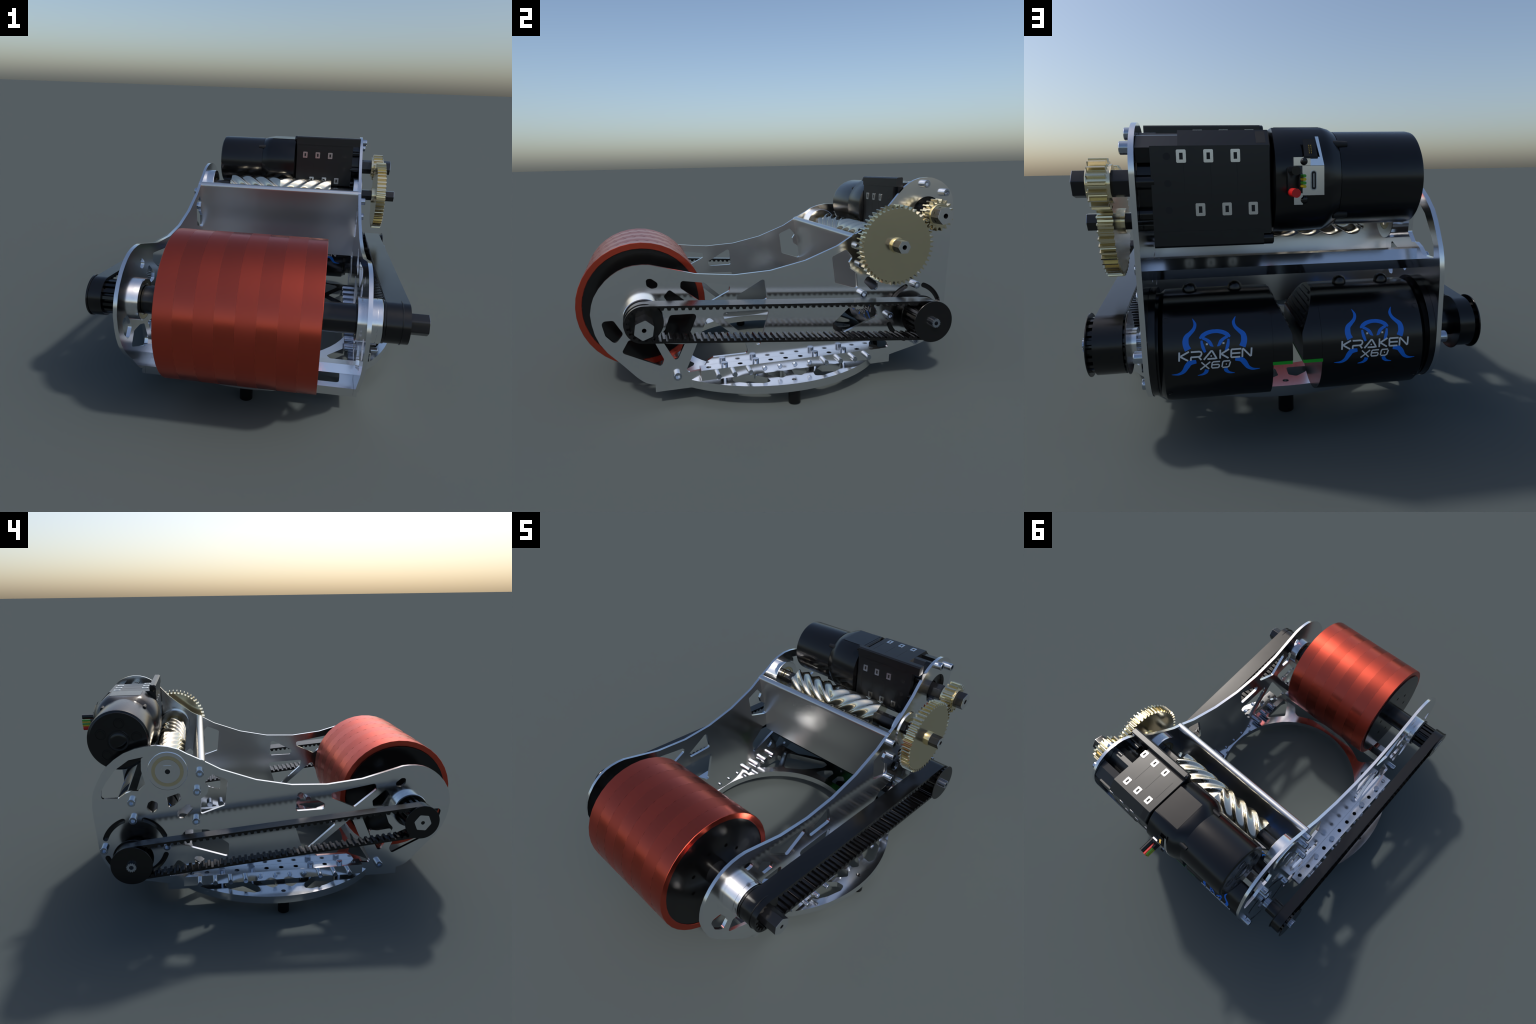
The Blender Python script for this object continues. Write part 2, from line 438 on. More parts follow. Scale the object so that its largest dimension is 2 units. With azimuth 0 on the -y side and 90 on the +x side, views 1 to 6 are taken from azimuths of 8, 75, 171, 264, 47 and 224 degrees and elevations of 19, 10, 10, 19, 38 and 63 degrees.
for side, x0, x1 in ((1, XR1 + .0005, 0.5315), (-1, -0.5575, XL0 - .0005)):
    ra = part("punched_rail", rail(x0, x1), ALU, root)
    xo = x1 if side > 0 else x0
    for k in (1, 3, 7, 9):
        ob = finish("rail_bolt", head_me, STEEL, ra)
        ob.location = ((x0 + x1) / 2, rail_y[k], 0.1822)
    for k, y in enumerate(pin_y):
        ob = finish("rail_screw" if 3 <= k <= 6 else "rail_pin", stub_me if 3 <= k <= 6 else pin_me, STEEL, ra)
        ob.location = (xo + side * (0.007 if 3 <= k <= 6 else 0.036), y, 0.156)
        if side < 0: ob.rotation_euler = (0, 0, pi)

# ---- front roller: eight red wheels on a black core
RX0, RX1 = -0.3125, 0.293
holes = [circle((ROLL[0] + .142 * cos(radians(a)), ROLL[1] + .142 * sin(radians(a))), 0.010, 14) for a in (25, 60, 100, 150, 190, 232, 280, 325)]
disc = lambda a, b: data(prism(circle(ROLL, 0.2795, 60), a, b, holes + [circle(ROLL, 0.055, 32)]))
core = part("roller_core", [lathe([(RX0 + .03, 0.0), (RX0 + .03, 0.276), (RX1 - .03, 0.276), (RX1 - .03, 0)], 60, ROLL), disc(RX0 - .008, RX0 + .029), disc(RX1 - .029, RX1 - .004)], HUB, root)
w = (RX1 - RX0) / 8
for k in range(8):
    a, b = RX0 + k * w, RX0 + (k + 1) * w
    prof = [(a, 0.3105), (b, 0.3105)]
    if k == 0: prof = [(a + .002, 0.2797), (a, 0.282), (a, 0.309), (a + .0015, 0.3105), (b, 0.3105)]
    if k == 7: prof = [(a, 0.3105), (b - .0015, 0.3105), (b, 0.309), (b, 0.282), (b - .002, 0.2797)]
    part("roller_wheel", lathe(prof, 40, ROLL, (pi / 40) * (k % 2) + .5 * (k % 3) * pi / 40), RED2 if k % 2 else RED, core, 40)
shaft = part("roller_shaft", [lathe([(-0.455, 0.0), (-0.455, 0.0605), (0.430, 0.0605), (0.430, 0)], 40, ROLL)], SHAFT, root)
hexs = data(prism(hexagon(ROLL, 0.077, radians(20), 0.008), 0.43, 0.705, [circle(ROLL, 0.0095, 16)]))
part("hex_axle", [hexs], SHAFT, shaft)
part("hex_axle", [data(prism(hexagon(ROLL, 0.077, radians(8), 0.008), -0.678, -0.455, [circle(ROLL, 0.0095, 16)]))], SHAFT, shaft)
part("axle_end_face", [data(prism(hexagon(ROLL, 0.0765, radians(20), 0.008), 0.7045, 0.7056, [circle(ROLL, 0.0097, 16)])),
                       data(prism(hexagon(ROLL, 0.0765, radians(8), 0.008), -0.6786, -0.6775, [circle(ROLL, 0.0097, 16)]))], ALU, shaft)

# ---- bearings in their housings
def bearing(name, c, x_in, x_out, side, r, rin):
    s = side
    a, b = (x_in, x_out)
    ob = part(name, [lathe([(a, rin + .022), (a, r - .002), (a + s * .002, r), (b - s * .022, r), (b - s * .0215, r - .0025), (b - s * .020, r - .0025), (b - s * .0195, r), (b - s * .002, r), (b, r - .002), (b, rin + .022), (b - s * .004, rin + .022), (b - s * .004, 0)], 48, c),
                     lathe([(a + s * .004, rin + .024), (a + s * .004, 0)], 48, c)], ALU, root)
    part("bearing_race", [lathe([(a + s * .0005, rin + .021), (a + s * .0005, rin + .006), (a + s * .004, rin + .005)], 40, c), lathe([(b - s * .0005, rin + .021), (b - s * .0005, rin + .006), (b - s * .004, rin + .005)], 40, c)], BRASS, ob)
    return ob
bearing("bearing_housing", ROLL, 0.425, 0.523, 1, 0.0895, 0.0605)
bearing("bearing_housing", ROLL, -0.449, -0.528, -1, 0.0895, 0.0605)
bearing("bearing_housing", FEED, 0.424, 0.4740, 1, 0.096, 0.040)
bl = bearing("bearing_housing", FEED, -0.424, -0.4985, -1, 0.096, 0.040)
part("bearing_race", [lathe([(-0.4990, 0.0765), (-0.4990, 0.060)], 40, FEED)], BRASS, bl)
part("bearing_race", [lathe([(-0.4993, 0.0595), (-0.4993, 0.0)], 40, FEED)], ALU, bl)

# ---- toothed belts and pulleys
PITCH = 0.0302
def belt_loops(c1, r1, c2, r2, back=0.0095, tooth=0.0112):
    """outer loop and toothed inner loop of a belt around two circles of outer radius r1, r2"""
    d = hypot(c2[0] - c1[0], c2[1] - c1[1])
    th = atan2(c2[1] - c1[1], c2[0] - c1[0])
    al = math.asin((r1 - r2) / d)
    path = []   # (point, outward normal)
    a_top, a_bot = th + pi / 2 - al, th - pi / 2 + al
    def arc(c, r, s, e):
        n = max(8, int(abs(e - s) * r / 0.0022))
        for i in range(n):
            a = s + (e - s) * i / n
            path.append((c[0] + r * cos(a), c[1] + r * sin(a), cos(a), sin(a)))
    def line(p, q, a):
        n = int(hypot(q[0] - p[0], q[1] - p[1]) / 0.0022)
        for i in range(n):
            t_ = i / n
            path.append((p[0] + (q[0] - p[0]) * t_, p[1] + (q[1] - p[1]) * t_, cos(a), sin(a)))
    pt = lambda c, r, a: (c[0] + r * cos(a), c[1] + r * sin(a))
    arc(c1, r1, a_top, a_bot + 2 * pi)
    line(pt(c1, r1, a_bot), pt(c2, r2, a_bot), a_bot)
    arc(c2, r2, a_bot, a_top)
    line(pt(c2, r2, a_top), pt(c1, r1, a_top), a_top)
    L, S = 0, []
    for i, p in enumerate(path):
        S.append(L)
        q = path[(i + 1) % len(path)]
        L += hypot(q[0] - p[0], q[1] - p[1])
    n = round(L / PITCH)
    outer = [(p[0], p[1]) for p in path]
    inner = []
    for p, s in zip(path, S):
        f = (s / L * n) % 1.0
        w_ = abs(f - .5) * 2
        prof = max(0.0, min(1.0, (0.62 - w_) / 0.22))
        prof = sin(prof * pi / 2)
        h = back + tooth * prof
        inner.append((p[0] - p[2] * h, p[1] - p[3] * h))
    return outer[::2], inner
def pulley(c, r, x0, x1, teeth, rf, flanges, bore=0.0, thick=0.006):
    g = []
    tp = 2 * pi / teeth
    for k in range(teeth):
        for f, h in ((0, 0), (.46, 0), (.52, -.006), (.60, -.0105), (.86, -.0105), (.94, -.006)):
            a = (k + f) * tp
            g.append((c[0] + (r + h) * cos(a), c[1] + (r + h) * sin(a)))
    parts = [data(prism(g, x0, x1))]
    for fx, fw in flanges:
        parts.append(lathe([(fx, 0), (fx, rf - .001), (fx + .001, rf), (fx + fw - .001, rf), (fx + fw, rf - .001), (fx + fw, 0)], 48, c))
    return parts

R1, R2, R2L = 0.0830, 0.1010, 0.0890
o, i = belt_loops(ROLL, R1, DRIVE, R2)
finish("drive_belt", prism(o, 0.536, 0.6285, [i]), RUBBER, root)
o, i = belt_loops(ROLL, R1, DRIVE, R2L)
finish("drive_belt", prism(o, -0.667, -0.612, [i]), RUBBER, root)
part("front_pulley", pulley(ROLL, R1 - .0098, 0.530, 0.597, 16, 0.0865, [(0.5258, .0085), (0.5965, .003)]), BLACK, root)
part("front_pulley", pulley(ROLL, R1 - .0098, -0.668, -0.534, 16, 0.0865, [(-0.676, .008), (-0.537, .008)]), BLACK, root)
for sx, x0, x1, rb, rf, nt in ((1, 0.527, 0.648, R2, .1055, 20), (-1, -0.682, -0.610, R2L, .0965, 18)):
    part("rear_pulley", pulley(DRIVE, rb - .0098, x0, x1, nt, rf, [(x0 - .003, .004), (x1 - .001, .004)]), BLACK, root)
    # splined motor shaft
    sp = []
    for k in range(14):
        for f, r in ((0, .0235), (.4, .0235), (.55, .0195), (.85, .0195)):
            a = (k + f) * 2 * pi / 14
            sp.append((DRIVE[0] + r * cos(a), DRIVE[1] + r * sin(a)))
    lo, hi = (0.43, 0.6755) if sx > 0 else (-0.700, -0.46)
    part("splined_shaft", [data(prism(sp, lo, hi, [circle(DRIVE, 0.0105, 18)]))], STEEL, root)
    lo, hi = (0.43, 0.50) if sx > 0 else (-0.535, -0.46)
    e = hi if sx > 0 else lo
    f = x0 if sx > 0 else x1
    part("shaft_collar", lathe([(e, .02), (e, 0.048), (f, 0.048), (f, .02)], 32, DRIVE), ALU if sx > 0 else BLACK, root)

# ---- the two lower motors
MC, MR, MTOP = (0.692, 0.319), 0.187, 0.5025
def motor_loop(r, top):
    zt = min(top, MC[1] + r - 1e-4)
    a = math.asin((zt - MC[1]) / r)
    s, e = pi - a, 2 * pi + a
    n = 56
    return [(MC[0] + r * cos(s + (e - s) * k / n), MC[1] + r * sin(s + (e - s) * k / n)) for k in range(n + 1)]
GZ = 0.298
def lower_motor(side):
    X = (lambda x: x) if side > 0 else (lambda x: -0.0265 - x)   # the left motor mirrors the right one
    body = loft([(X(0.066), motor_loop(MR, MTOP)), (X(0.405), motor_loop(MR, MTOP)), (X(0.421), motor_loop(MR - .013, MTOP - .006)), (X(0.430), motor_loop(MR - .0135, MTOP - .006))])
    # end cap cut at a slant, sitting above the circuit board
    lev = [GZ + (MTOP - GZ) * k / 30 for k in range(31)]
    xe = lambda z: 0.003 if z < 0.384 else 0.003 + 0.47 * (z - 0.384)
    V, F = [], []
    for z in lev:
        hw = sqrt(max(1e-6, (MR - .0008) ** 2 - (z - MC[1]) ** 2))
        for x, y in ((0.0655, -hw), (0.0655, hw), (xe(z), -hw), (xe(z), hw)):
            V.append((X(x), MC[0] + y, z))
    for k in range(30):
        q, p = 4 * k, 4 * k + 4
        F += [(q + 2, q + 3, p + 3, p + 2), (q, q + 1, p + 1, p), (q, q + 2, p + 2, p), (q + 1, q + 3, p + 3, p + 1)]
    F += [(0, 1, 3, 2), (120, 121, 123, 122)]
    mo = part("drive_motor", [body, lathe([(X(0.428), 0), (X(0.428), .180), (X(0.4495), .180), (X(0.4495), 0)], 56, DRIVE)], GLOSS, root, 28)
    cap = part("motor_end_cap", [(V, F)], GLOSS, mo, 28)
    hw = sqrt(MR ** 2 - (GZ - MC[1]) ** 2)
    part("circuit_board", [box(*sorted((X(0.004), X(0.068))), MC[0] - hw + .003, MC[0] + hw - .0002, GZ - .011, GZ - .0005)], GREEN, mo)
    # louvres on the slanted face
    lv = []
    for k in range(6):
        z0, z1 = 0.394 + k * 0.0175, 0.394 + k * 0.0175 + 0.0085
        V2 = []
        hw2 = sqrt(MR ** 2 - (z1 - MC[1]) ** 2) - 0.022
        for z in (z0, z1):
            for dy in (-hw2, hw2):
                V2.append((X(xe(z) - .0045), MC[0] + dy, z)); V2.append((X(xe(z) + .004), MC[0] + dy, z))
        lv.append((V2, [(0, 1, 3, 2), (4, 6, 7, 5), (0, 4, 5, 1), (2, 3, 7, 6), (0, 2, 6, 4), (1, 5, 7, 3)]))
    part("cooling_louvre", lv, MATTE, cap)
    # terminal bosses on the flat top, countersunk screws in the barrel
    for bx in (0.171, 0.323):
        b = lathe([(0, 0), (0, 0.0245), (0.012, 0.0235), (0.021, 0.018), (0.026, 0.008), (0.027, 0.0)], 24)
        part("terminal_boss", ([(X(bx) + v[1], MC[0] + 0.0 + v[2], MTOP - .001 + v[0]) for v in b[0]], b[1]), GLOSS, mo)
    for th in (41.5, -38.0, 120, 200, 285):
        a = radians(th)
        rr = MR - .0015
        sc = lathe([(0, 0.0105), (.0022, 0.0105), (.0022, 0.007), (.0008, 0.006), (.0008, 0)], 16)
        e1 = Vector((0, cos(a), sin(a))); e2 = Vector((0, -sin(a), cos(a))); e3 = Vector((1, 0, 0))
        o_ = Vector((X(0.395), MC[0] + rr * cos(a), MC[1] + rr * sin(a)))
        part("cover_screw", ([tuple(o_ + e1 * v[0] + e2 * v[1] + e3 * v[2]) for v in sc[0]], sc[1]), BLACK, mo)
    return mo

def logo(mo, xc, front=False):
    """printed emblem and lettering wrapped round the barrel"""
    def put(u, v, h):
        a = (v + 0.018) / 0.187
        if front: a = pi - a
        return (xc + (u if front else -u), MC[0] + (MR + h) * cos(a), MC[1] + (MR + h) * sin(a))
    blue = []
    def arm(pts, wid):
        n = 8
        P = spline(pts, n)
        Wd = [wid[min(i // n, len(wid) - 1)] + (wid[min(i // n + 1, len(wid) - 1)] - wid[min(i // n, len(wid) - 1)]) * (i % n) / n for i in range(len(P))]
        Wd = [x * 1.2 for x in Wd]
        blue.append(ribbon(P, Wd, -.001, .0004, put))
        blue.append(ribbon([(-a, b) for a, b in P], Wd, -.001, .0004, put))
    arm([(-0.0676, 0.117), (-0.0600, 0.0985), (-0.0640, 0.0825), (-0.0755, 0.0699), (-0.0868, 0.0590), (-0.0901, 0.0461), (-0.0891, 0.0330), (-0.0835, 0.0195)],
        [0.0005, 0.0075, 0.0085, 0.010, 0.013, 0.0155, 0.0155, 0.017])
    arm([(-0.1371, -0.0573), (-0.1161, -0.0575), (-0.1000, -0.0490), (-0.0885, -0.0315), (-0.0790, -0.0215), (-0.0600, -0.0185)], [0.0005, 0.006, 0.010, 0.014, 0.013, 0.009])
    arm([(-0.0576, -0.0670), (-0.0411, -0.0637), (-0.0316, -0.0560), (-0.0290, -0.0478)], [0.0005, 0.006, 0.010, 0.010])
    arm([(-0.0470, 0.0520), (-0.0384, 0.0595), (-0.0256, 0.0672), (-0.0104, 0.0712), (0.0, 0.0718)], [0.004, 0.0105, 0.0105, 0.010, 0.0095])
    arm([(-0.0390, 0.0535), (-0.0270, 0.0475), (-0.0180, 0.0400), (-0.0122, 0.0306), (-0.0055, 0.0251)], [0.007, 0.0075, 0.009, 0.008, 0.0005])
    arm([(-0.0415, 0.0455), (-0.0404, 0.0352), (-0.0375, 0.0240), (-0.0320, 0.0090)], [0.005, 0.007, 0.0085, 0.006])
    part("printed_emblem", blue, BLUE, mo, 60)
    ink = []
    s = 0.0050
    def stroke(pts, w_=s):
        ink.append(ribbon(pts, [w_] * len(pts), -.001, .0009, put))
    def skew(pts):
        return [(x + 0.06 * y, y) for x, y in pts]
    T, B = 0.0140, -0.0140
    L_ = lambda *p: stroke(skew(p))
    L_((-0.1110, B), (-0.1110, T)); L_((-0.0820, T), (-0.1075, 0.0010)); L_((-0.1075, 0.0000), (-0.0840, B))
    L_((-0.0760, 0.0125), (-0.0500, 0.0125), (-0.0440, 0.010), (-0.0430, 0.0045), (-0.0460, -0.0015), (-0.0520, -0.0035), (-0.0745, -0.0035), (-0.0755, -0.006), (-0.0755, B)); L_((-0.0520, -0.0040), (-0.0435, B))
    L_((-0.0360, B), (-0.0140, 0.0120), (-0.0110, 0.0120), (0.0035, -0.0125), (-0.0250, -0.0125))
    L_((0.0140, B), (0.0140, T)); L_((0.0410, T), (0.0175, 0.0010)); L_((0.0175, 0.0000), (0.0400, B))
    L_((0.0790, 0.0125), (0.0500, 0.0125), (0.0480, 0.0100), (0.0480, -0.0105), (0.0500, -0.0125), (0.0760, -0.0125)); L_((0.0500, 0.0), (0.0765, 0.0))
    L_((0.0830, B), (0.0830, 0.0110), (0.0850, 0.0125), (0.1085, -0.0120), (0.1105, -0.0110), (0.1115, T))
    q = 0.0040
    M_ = lambda *p: stroke(skew(p), q)
    M_((-0.0430, -0.0220), (-0.0190, -0.0455)); M_((-0.0160, -0.0220), (-0.0460, -0.0460))
    M_((0.0140, -0.0230), (-0.0060, -0.0230), (-0.0100, -0.026), (-0.0115, -0.0400), (-0.0090, -0.0435), (0.0080, -0.0435), (0.0115, -0.0410), (0.0120, -0.0350), (0.0095, -0.0325), (-0.0090, -0.0325))
    M_((0.0450, -0.0230), (0.0260, -0.0230), (0.0225, -0.026), (0.0205, -0.0420)); M_((0.0220, -0.0440), (0.0375, -0.0440), (0.0425, -0.0410), (0.0465, -0.0260))
    M_((0.0322, -0.0335), (0.0352, -0.0335)); stroke([(-0.0157, -0.0036), (-0.0117, -0.0036)], 0.004)
    for sx in (-1, 1):
        stroke([(sx * 0.0255 - .003, 0.0335), (sx * 0.0255 + .003, 0.0335)], 0.0055)
    part("printed_lettering", ink, INK, mo, 60)

for side, xc in ((1, 0.2465), (-1, -0.2685)):
    mo = lower_motor(side)
    logo(mo, xc)
    logo(mo, xc, True)

# ---- upper gearbox: square block, two ridged corners, white index pegs
gy, gz = GBOX
hs = 0.1515
def gsec(inset=0.0, top=None):
    y0, y1, z0, z1 = gy - hs + inset, gy + hs - inset, gz - hs + inset, gz + hs - inset
    c = 0.046
    return [(y0, z0 + c), (y0, z1), (y1 - c, z1), (y1, z1 - c), (y1, z0), (y0 + c, z0)]
gb = part("gearbox", [loft([(0.066, gsec(.003)), (0.069, gsec()), (0.330, gsec()), (0.3305, gsec())])], MATTE, root, 25)
def ridge(yc, zc, s, x0, x1):
    """screw ridge along a corner: flat outer faces with a chamfer"""
    d = 0.0175
    prof = [(yc - s * d, zc - s * .03), (yc - s * d, zc + s * (d - .006)), (yc - s * (d - .008), zc + s * d), (yc + s * (d - .004), zc + s * d), (yc + s * d, zc + s * (d - .005)), (yc + s * d, zc - s * .03)]
    return data(prism(prof, x0, x1))
fr = (gy - hs + .0155, gz + hs + .0165)
bk = (gy + hs - .0155, gz - hs - .0165)
part("screw_ridge", [ridge(*fr, 1, 0.064, 0.449), ridge(*bk, -1, 0.090, 0.408)], MATTE, gb, 25)
for (yy, zz), xs in ((fr, (0.052, 0.066)), (bk, (0.060, 0.092))):
    part("screw_boss", lathe([(xs[0], 0), (xs[0], .015), (xs[0] + .003, .0178), (xs[1], .0178), (xs[1], 0)], 28, (yy, zz)), BLACK, gb)
# open output stage beside the plate
part("output_stage", [lathe([(0.330, 0), (0.330, 0.128), (0.449, 0.128), (0.449, 0.05), (0.400, 0.045), (0.400, 0)], 40, GBOX)], BLACK, gb)
st = [box(0.330, 0.408, gy - hs, gy - hs + .03, gz - hs + .046, gz + hs - .002), box(0.330, 0.408, gy + hs - .03, gy + hs - .0002, gz - hs, gz + hs - .046),
      box(0.330, 0.408, gy - hs + .046, gy + hs, gz - hs + .0002, gz - hs + .03)]
wedge = [(gy - .052, gz + .115), (gy - .012, gz + hs - .001), (gy + .012, gz + hs - .001), (gy + .052, gz + .115)]
st.append(data(prism(wedge, 0.330, 0.449)))
st.append(data(prism([(gy + .066, gz + .09), (gy + .066, gz + .142), (gy + .100, gz + .137), (gy + hs - .004, gz + hs - .05), (gy + .13, gz + .06)], 0.330, 0.449)))
part("output_stage_wall", st, MATTE, gb, 25)
for a in (92, 43, 137, 182, 227, 272, 317, 2):
    part("screw_boss", lathe([(0.400, 0), (0.400, .021), (0.4495, .021), (0.4495, 0)], 20, (gy + .132 * cos(radians(a)), gz + .132 * sin(radians(a)))), BLACK, gb)
# pegs: rounded white frames with a dark slot
peg_me = prism(fillet([(-.0137, -.0185), (.0137, -.0185), (.0137, .0185), (-.0137, .0185)], .0035, 3), 0, 0.0022, [[(-.0050, -.0095), (.0050, -.0095), (.0050, .0095), (-.0050, .0095)]], axis="z")
peg_me.materials.append(WHITE)
slot_me = prism([(-.0052, -.0097), (.0052, -.0097), (.0052, .0097), (-.0052, .0097)], -.0005, 0.0006, axis="z")
slot_me.materials.append(DARK)
line_me = prism([(-.0006, -.055), (.0006, -.055), (.0006, .055), (-.0006, .055)], -.0005, 0.0003, axis="z")
line_me.materials.append(DARK)
def face_matrix(quarter):
    # local x along world x, local z outward; front face is quarter 0, then top, back
    if quarter == 0: return Matrix(((1, 0, 0, 0), (0, 0, -1, gy - hs), (0, 1, 0, gz), (0, 0, 0, 1)))
    if quarter == 1: return Matrix(((1, 0, 0, 0), (0, 1, 0, gy - .008), (0, 0, 1, gz + hs), (0, 0, 0, 1)))
    if quarter == 2: return Matrix(((1, 0, 0, 0), (0, 0, 1, gy + hs), (0, -1, 0, gz), (0, 0, 0, 1)))
    return Matrix(((1, 0, 0, 0), (0, -1, 0, gy), (0, 0, -1, gz - hs), (0, 0, 0, 1)))
rowA, rowB = (0.120, 0.1965, 0.273), (0.168, 0.245, 0.3215)
for q, (near, far) in ((0, (rowB, rowA)), (1, (rowB, rowA)), (2, (rowB, rowA)), (3, (rowB, rowA))):
    M = face_matrix(q)
    if q == 2: near, far = rowB, rowA
    for xs, v in ((near, -.0762), (far, .0762)):
        for x in xs:
            ob = finish("index_peg", peg_me, WHITE, gb)
            ob.matrix_world = M @ Matrix.Translation((x, v, 0))
            ob2 = finish("peg_slot", slot_me, DARK, gb)
            ob2.matrix_world = M @ Matrix.Translation((x, v, 0))
    for x in (0.100, 0.1755, 0.2515):
        ob = finish("stage_seam", line_me, DARK, gb)
        ob.matrix_world = M @ Matrix.Translation((x + (0.0 if q != 2 else 0.064), -0.008, 0))
    if q in (0, 2):
        for v in (-.076, 0, .076):
            dm = lathe([(0, .0105), (.0006, .0105), (.0006, 0)], 18)
            ob = part("dimple", [dm], DARK, gb)
            ob.matrix_world = M @ Matrix.Translation((0.362, v, 0)) @ Matrix.Rotation(-pi / 2, 4, "Y")
# rectangular window in the back chamfer
part("side_window", data(prism([(gy + hs - .041, gz + hs - .0045), (gy + hs - .0055, gz + hs - .0400), (gy + hs - .0085, gz + hs - .043), (gy + hs - .044, gz + hs - .0075)], 0.078, 0.106)), DARK, gb)

# ---- upper motor with its controller section
def barrel(r, flat=0.0, n=64):
    """circle with four flats at distance `flat` and rounded corners between them"""
    out = []
    for k in range(n):
        a = 2 * pi * k / n
        rr = r
        if flat:
            for q in range(4):
                d = cos(a - pi / 2 * q)
                fl = flat if q % 2 else flat + .0165
                if d > 0.3: rr = min(rr, fl / d)
        out.append((gy + rr * cos(a), gz + .002 + rr * sin(a)))
    return out
mt = part("upper_motor", [loft([(-0.150, barrel(.150)), (-0.397, barrel(.150)), (-0.409, barrel(.1475)), (-0.413, barrel(.138)), (-0.4155, barrel(.1365))])], GLOSS, root, 30)
part("motor_controller", [loft([(0.060, barrel(.160, .148)), (0.054, barrel(.178, .157)), (-0.098, barrel(.178, .157)), (-0.125, barrel(.165, .1545)), (-0.152, barrel(.1475))]),
                          box(-0.094, 0.045, gy - .085, gy + .078, gz + .1555, gz + .1605)], GLOSS, mt, 30)
# wavy dark seam where the controller shell meets the motor can
seam = []
N = 96
for k in range(N):
    a0_, a1_ = 2 * pi * k / N, 2 * pi * (k + 1) / N
    def xs(a): return -0.152 - 0.016 * max(-1.0, min(1.0, 2.2 * cos(4 * a)))
    for_pts = [(xs(a) + dx, gy + rr * cos(a), gz + .002 + rr * sin(a)) for a in (a0_, a1_) for dx in (-.0025, .0025) for rr in (.1466,)]
    seam.append((for_pts, [(0, 1, 3, 2)]))
part("shell_seam", seam, DARK, mt, 60)
for a in (45, 135, 225, 315):
    c_ = (gy + .150 * cos(radians(a)), gz + .150 * sin(radians(a)))
    part("shell_screw_recess", lathe([(-0.176, 0), (-0.176, .010), (-0.132, .013), (-0.132, 0)], 16, c_), DARK, mt)
# end face: central bore and star of screw pads
part("motor_end_ring", [lathe([(-0.4155, .0545), (-0.4175, .053), (-0.4175, .049), (-0.4155, .048)], 40, (gy, gz))], BLACK, mt)
part("motor_bore", [lathe([(-0.4162, .048), (-0.4164, 0)], 36, (gy, gz))], DARK, mt)
part("motor_bore_plug", [lathe([(-0.4163, .040), (-0.4180, .036), (-0.4195, .024), (-0.4200, 0)], 36, (gy, gz))], BLACK, mt)
pads = []
for k in range(5):
    a = radians(90 + 72 * k + 6)
    c_ = (gy + .088 * cos(a), gz + .088 * sin(a))
    pads.append(lathe([(-0.4155, .0260), (-0.4172, .0252), (-0.4172, .0232), (-0.4160, .0225)], 28, c_))
    pads.append(lathe([(-0.4155, .0180), (-0.4170, .0172), (-0.4165, .006), (-0.4160, 0)], 24, c_))
part("screw_pad", pads, BLACK, mt)
# connector panel, sockets and cables at the back
yb = gy + .1725
pan = [data(prism([(0.012, .802), (-.040, .802), (-.040, .832), (0.012, .832)][::-1], yb - .004, yb + .0018, axis="y"))] if False else []
def plate_y(x0, x1, z0, z1, y0, y1): return box(x0, x1, y0, y1, z0, z1)
pan = [plate_y(-.024, .002, .795, .828, yb - .006, yb + .002), plate_y(-.089, -.024, .822, .907, yb - .006, yb + .0015), plate_y(-.048, .002, .908, .932, yb - .006, yb + .002),
       ([(-.048, yb + .0015, .908), (-.089, yb + .0015, .908), (-.078, yb - .030, .992), (-.068, yb - .030, .992), (-.076, yb + .0012, .932), (-.048, yb + .0012, .932)], [(0, 1, 2, 3, 4, 5)])]
part("connector_panel", pan, ALU, mt)
usb = fillet([(-.066, .836), (-.048, .836), (-.048, .894), (-.066, .894)], .0085, 4)
inner = fillet([(-.0635, .8385), (-.0505, .8385), (-.0505, .8915), (-.0635, .8915)], .0062, 4)
zx = lambda p: [(z, x) for x, z in p]
part("port_shell", data(prism(zx(usb), yb - .004, yb + .004, [zx(inner)], axis="y")), STEEL, mt)
part("port_opening", box(-.0635, -.0505, yb + .0005, yb + .0022, .8390, .8910), DARK, mt)
part("port_tongue", box(-.0590, -.0560, yb + .001, yb + .0032, .845, .885), STEEL, mt)
for z in (.9195, .8085):
    b = lathe([(0, .011), (.004, .0105), (.008, .007), (.0095, 0)], 20)
    part("panel_screw", ([(-.0285 + v[1], yb + .0015 + v[0], z + v[2]) for v in b[0]], b[1]), BLACK, mt)
# pin header
part("pin_header", [([(-.030, yb - .0, .933), (-.070, yb - .0, .933), (-.064, yb - .024, .985), (-.030, yb - .024, .985)], [(0, 1, 2, 3)]), box(-.070, -.028, yb - .004, yb + .003, .928, .935)], DARK, mt)
pins = []
for k in range(5):
    for dx in (-.052, -.046):
        z = .944 + k * .0055
        y = yb + .001 - (z - .933) * .45
        pins.append(box(dx - .0011, dx + .0011, y - .003, y + .002, z - .0011, z + .0011))
part("header_pin", pins, GOLD, mt)
def cable(name, x, z, r, mat, y1, dz=0.0, y0=None):
    y0 = y0 if y0 else yb - .01
    V, F = lathe([(y0, 0), (y0, r), (y1, r), (y1, 0)], 16)
    part(name, ([(x + v[1], v[0], z + v[2] + dz * (v[0] - y1)) for v in V], F), mat, mt)
cable("power_cable", 0.009, 0.8935, .0128, RUBBER, 1.0)
cable("power_cable", 0.009, 0.8320, .0128, WRED, 1.0)
for k, z in enumerate((.879, .8695, .8595, .8500)):
    cable("signal_wire", -.0155, z, .0044, (WGREEN, WYELL)[k % 2], 1.0 - .002)
part("cable_gland", [chamfer_box(-.012, .022, yb - .012, yb + .014, .822, .904, .004), chamfer_box(-.020, -.008, yb - .01, yb + .034, .843, .886, .003)], MATTE, mt)

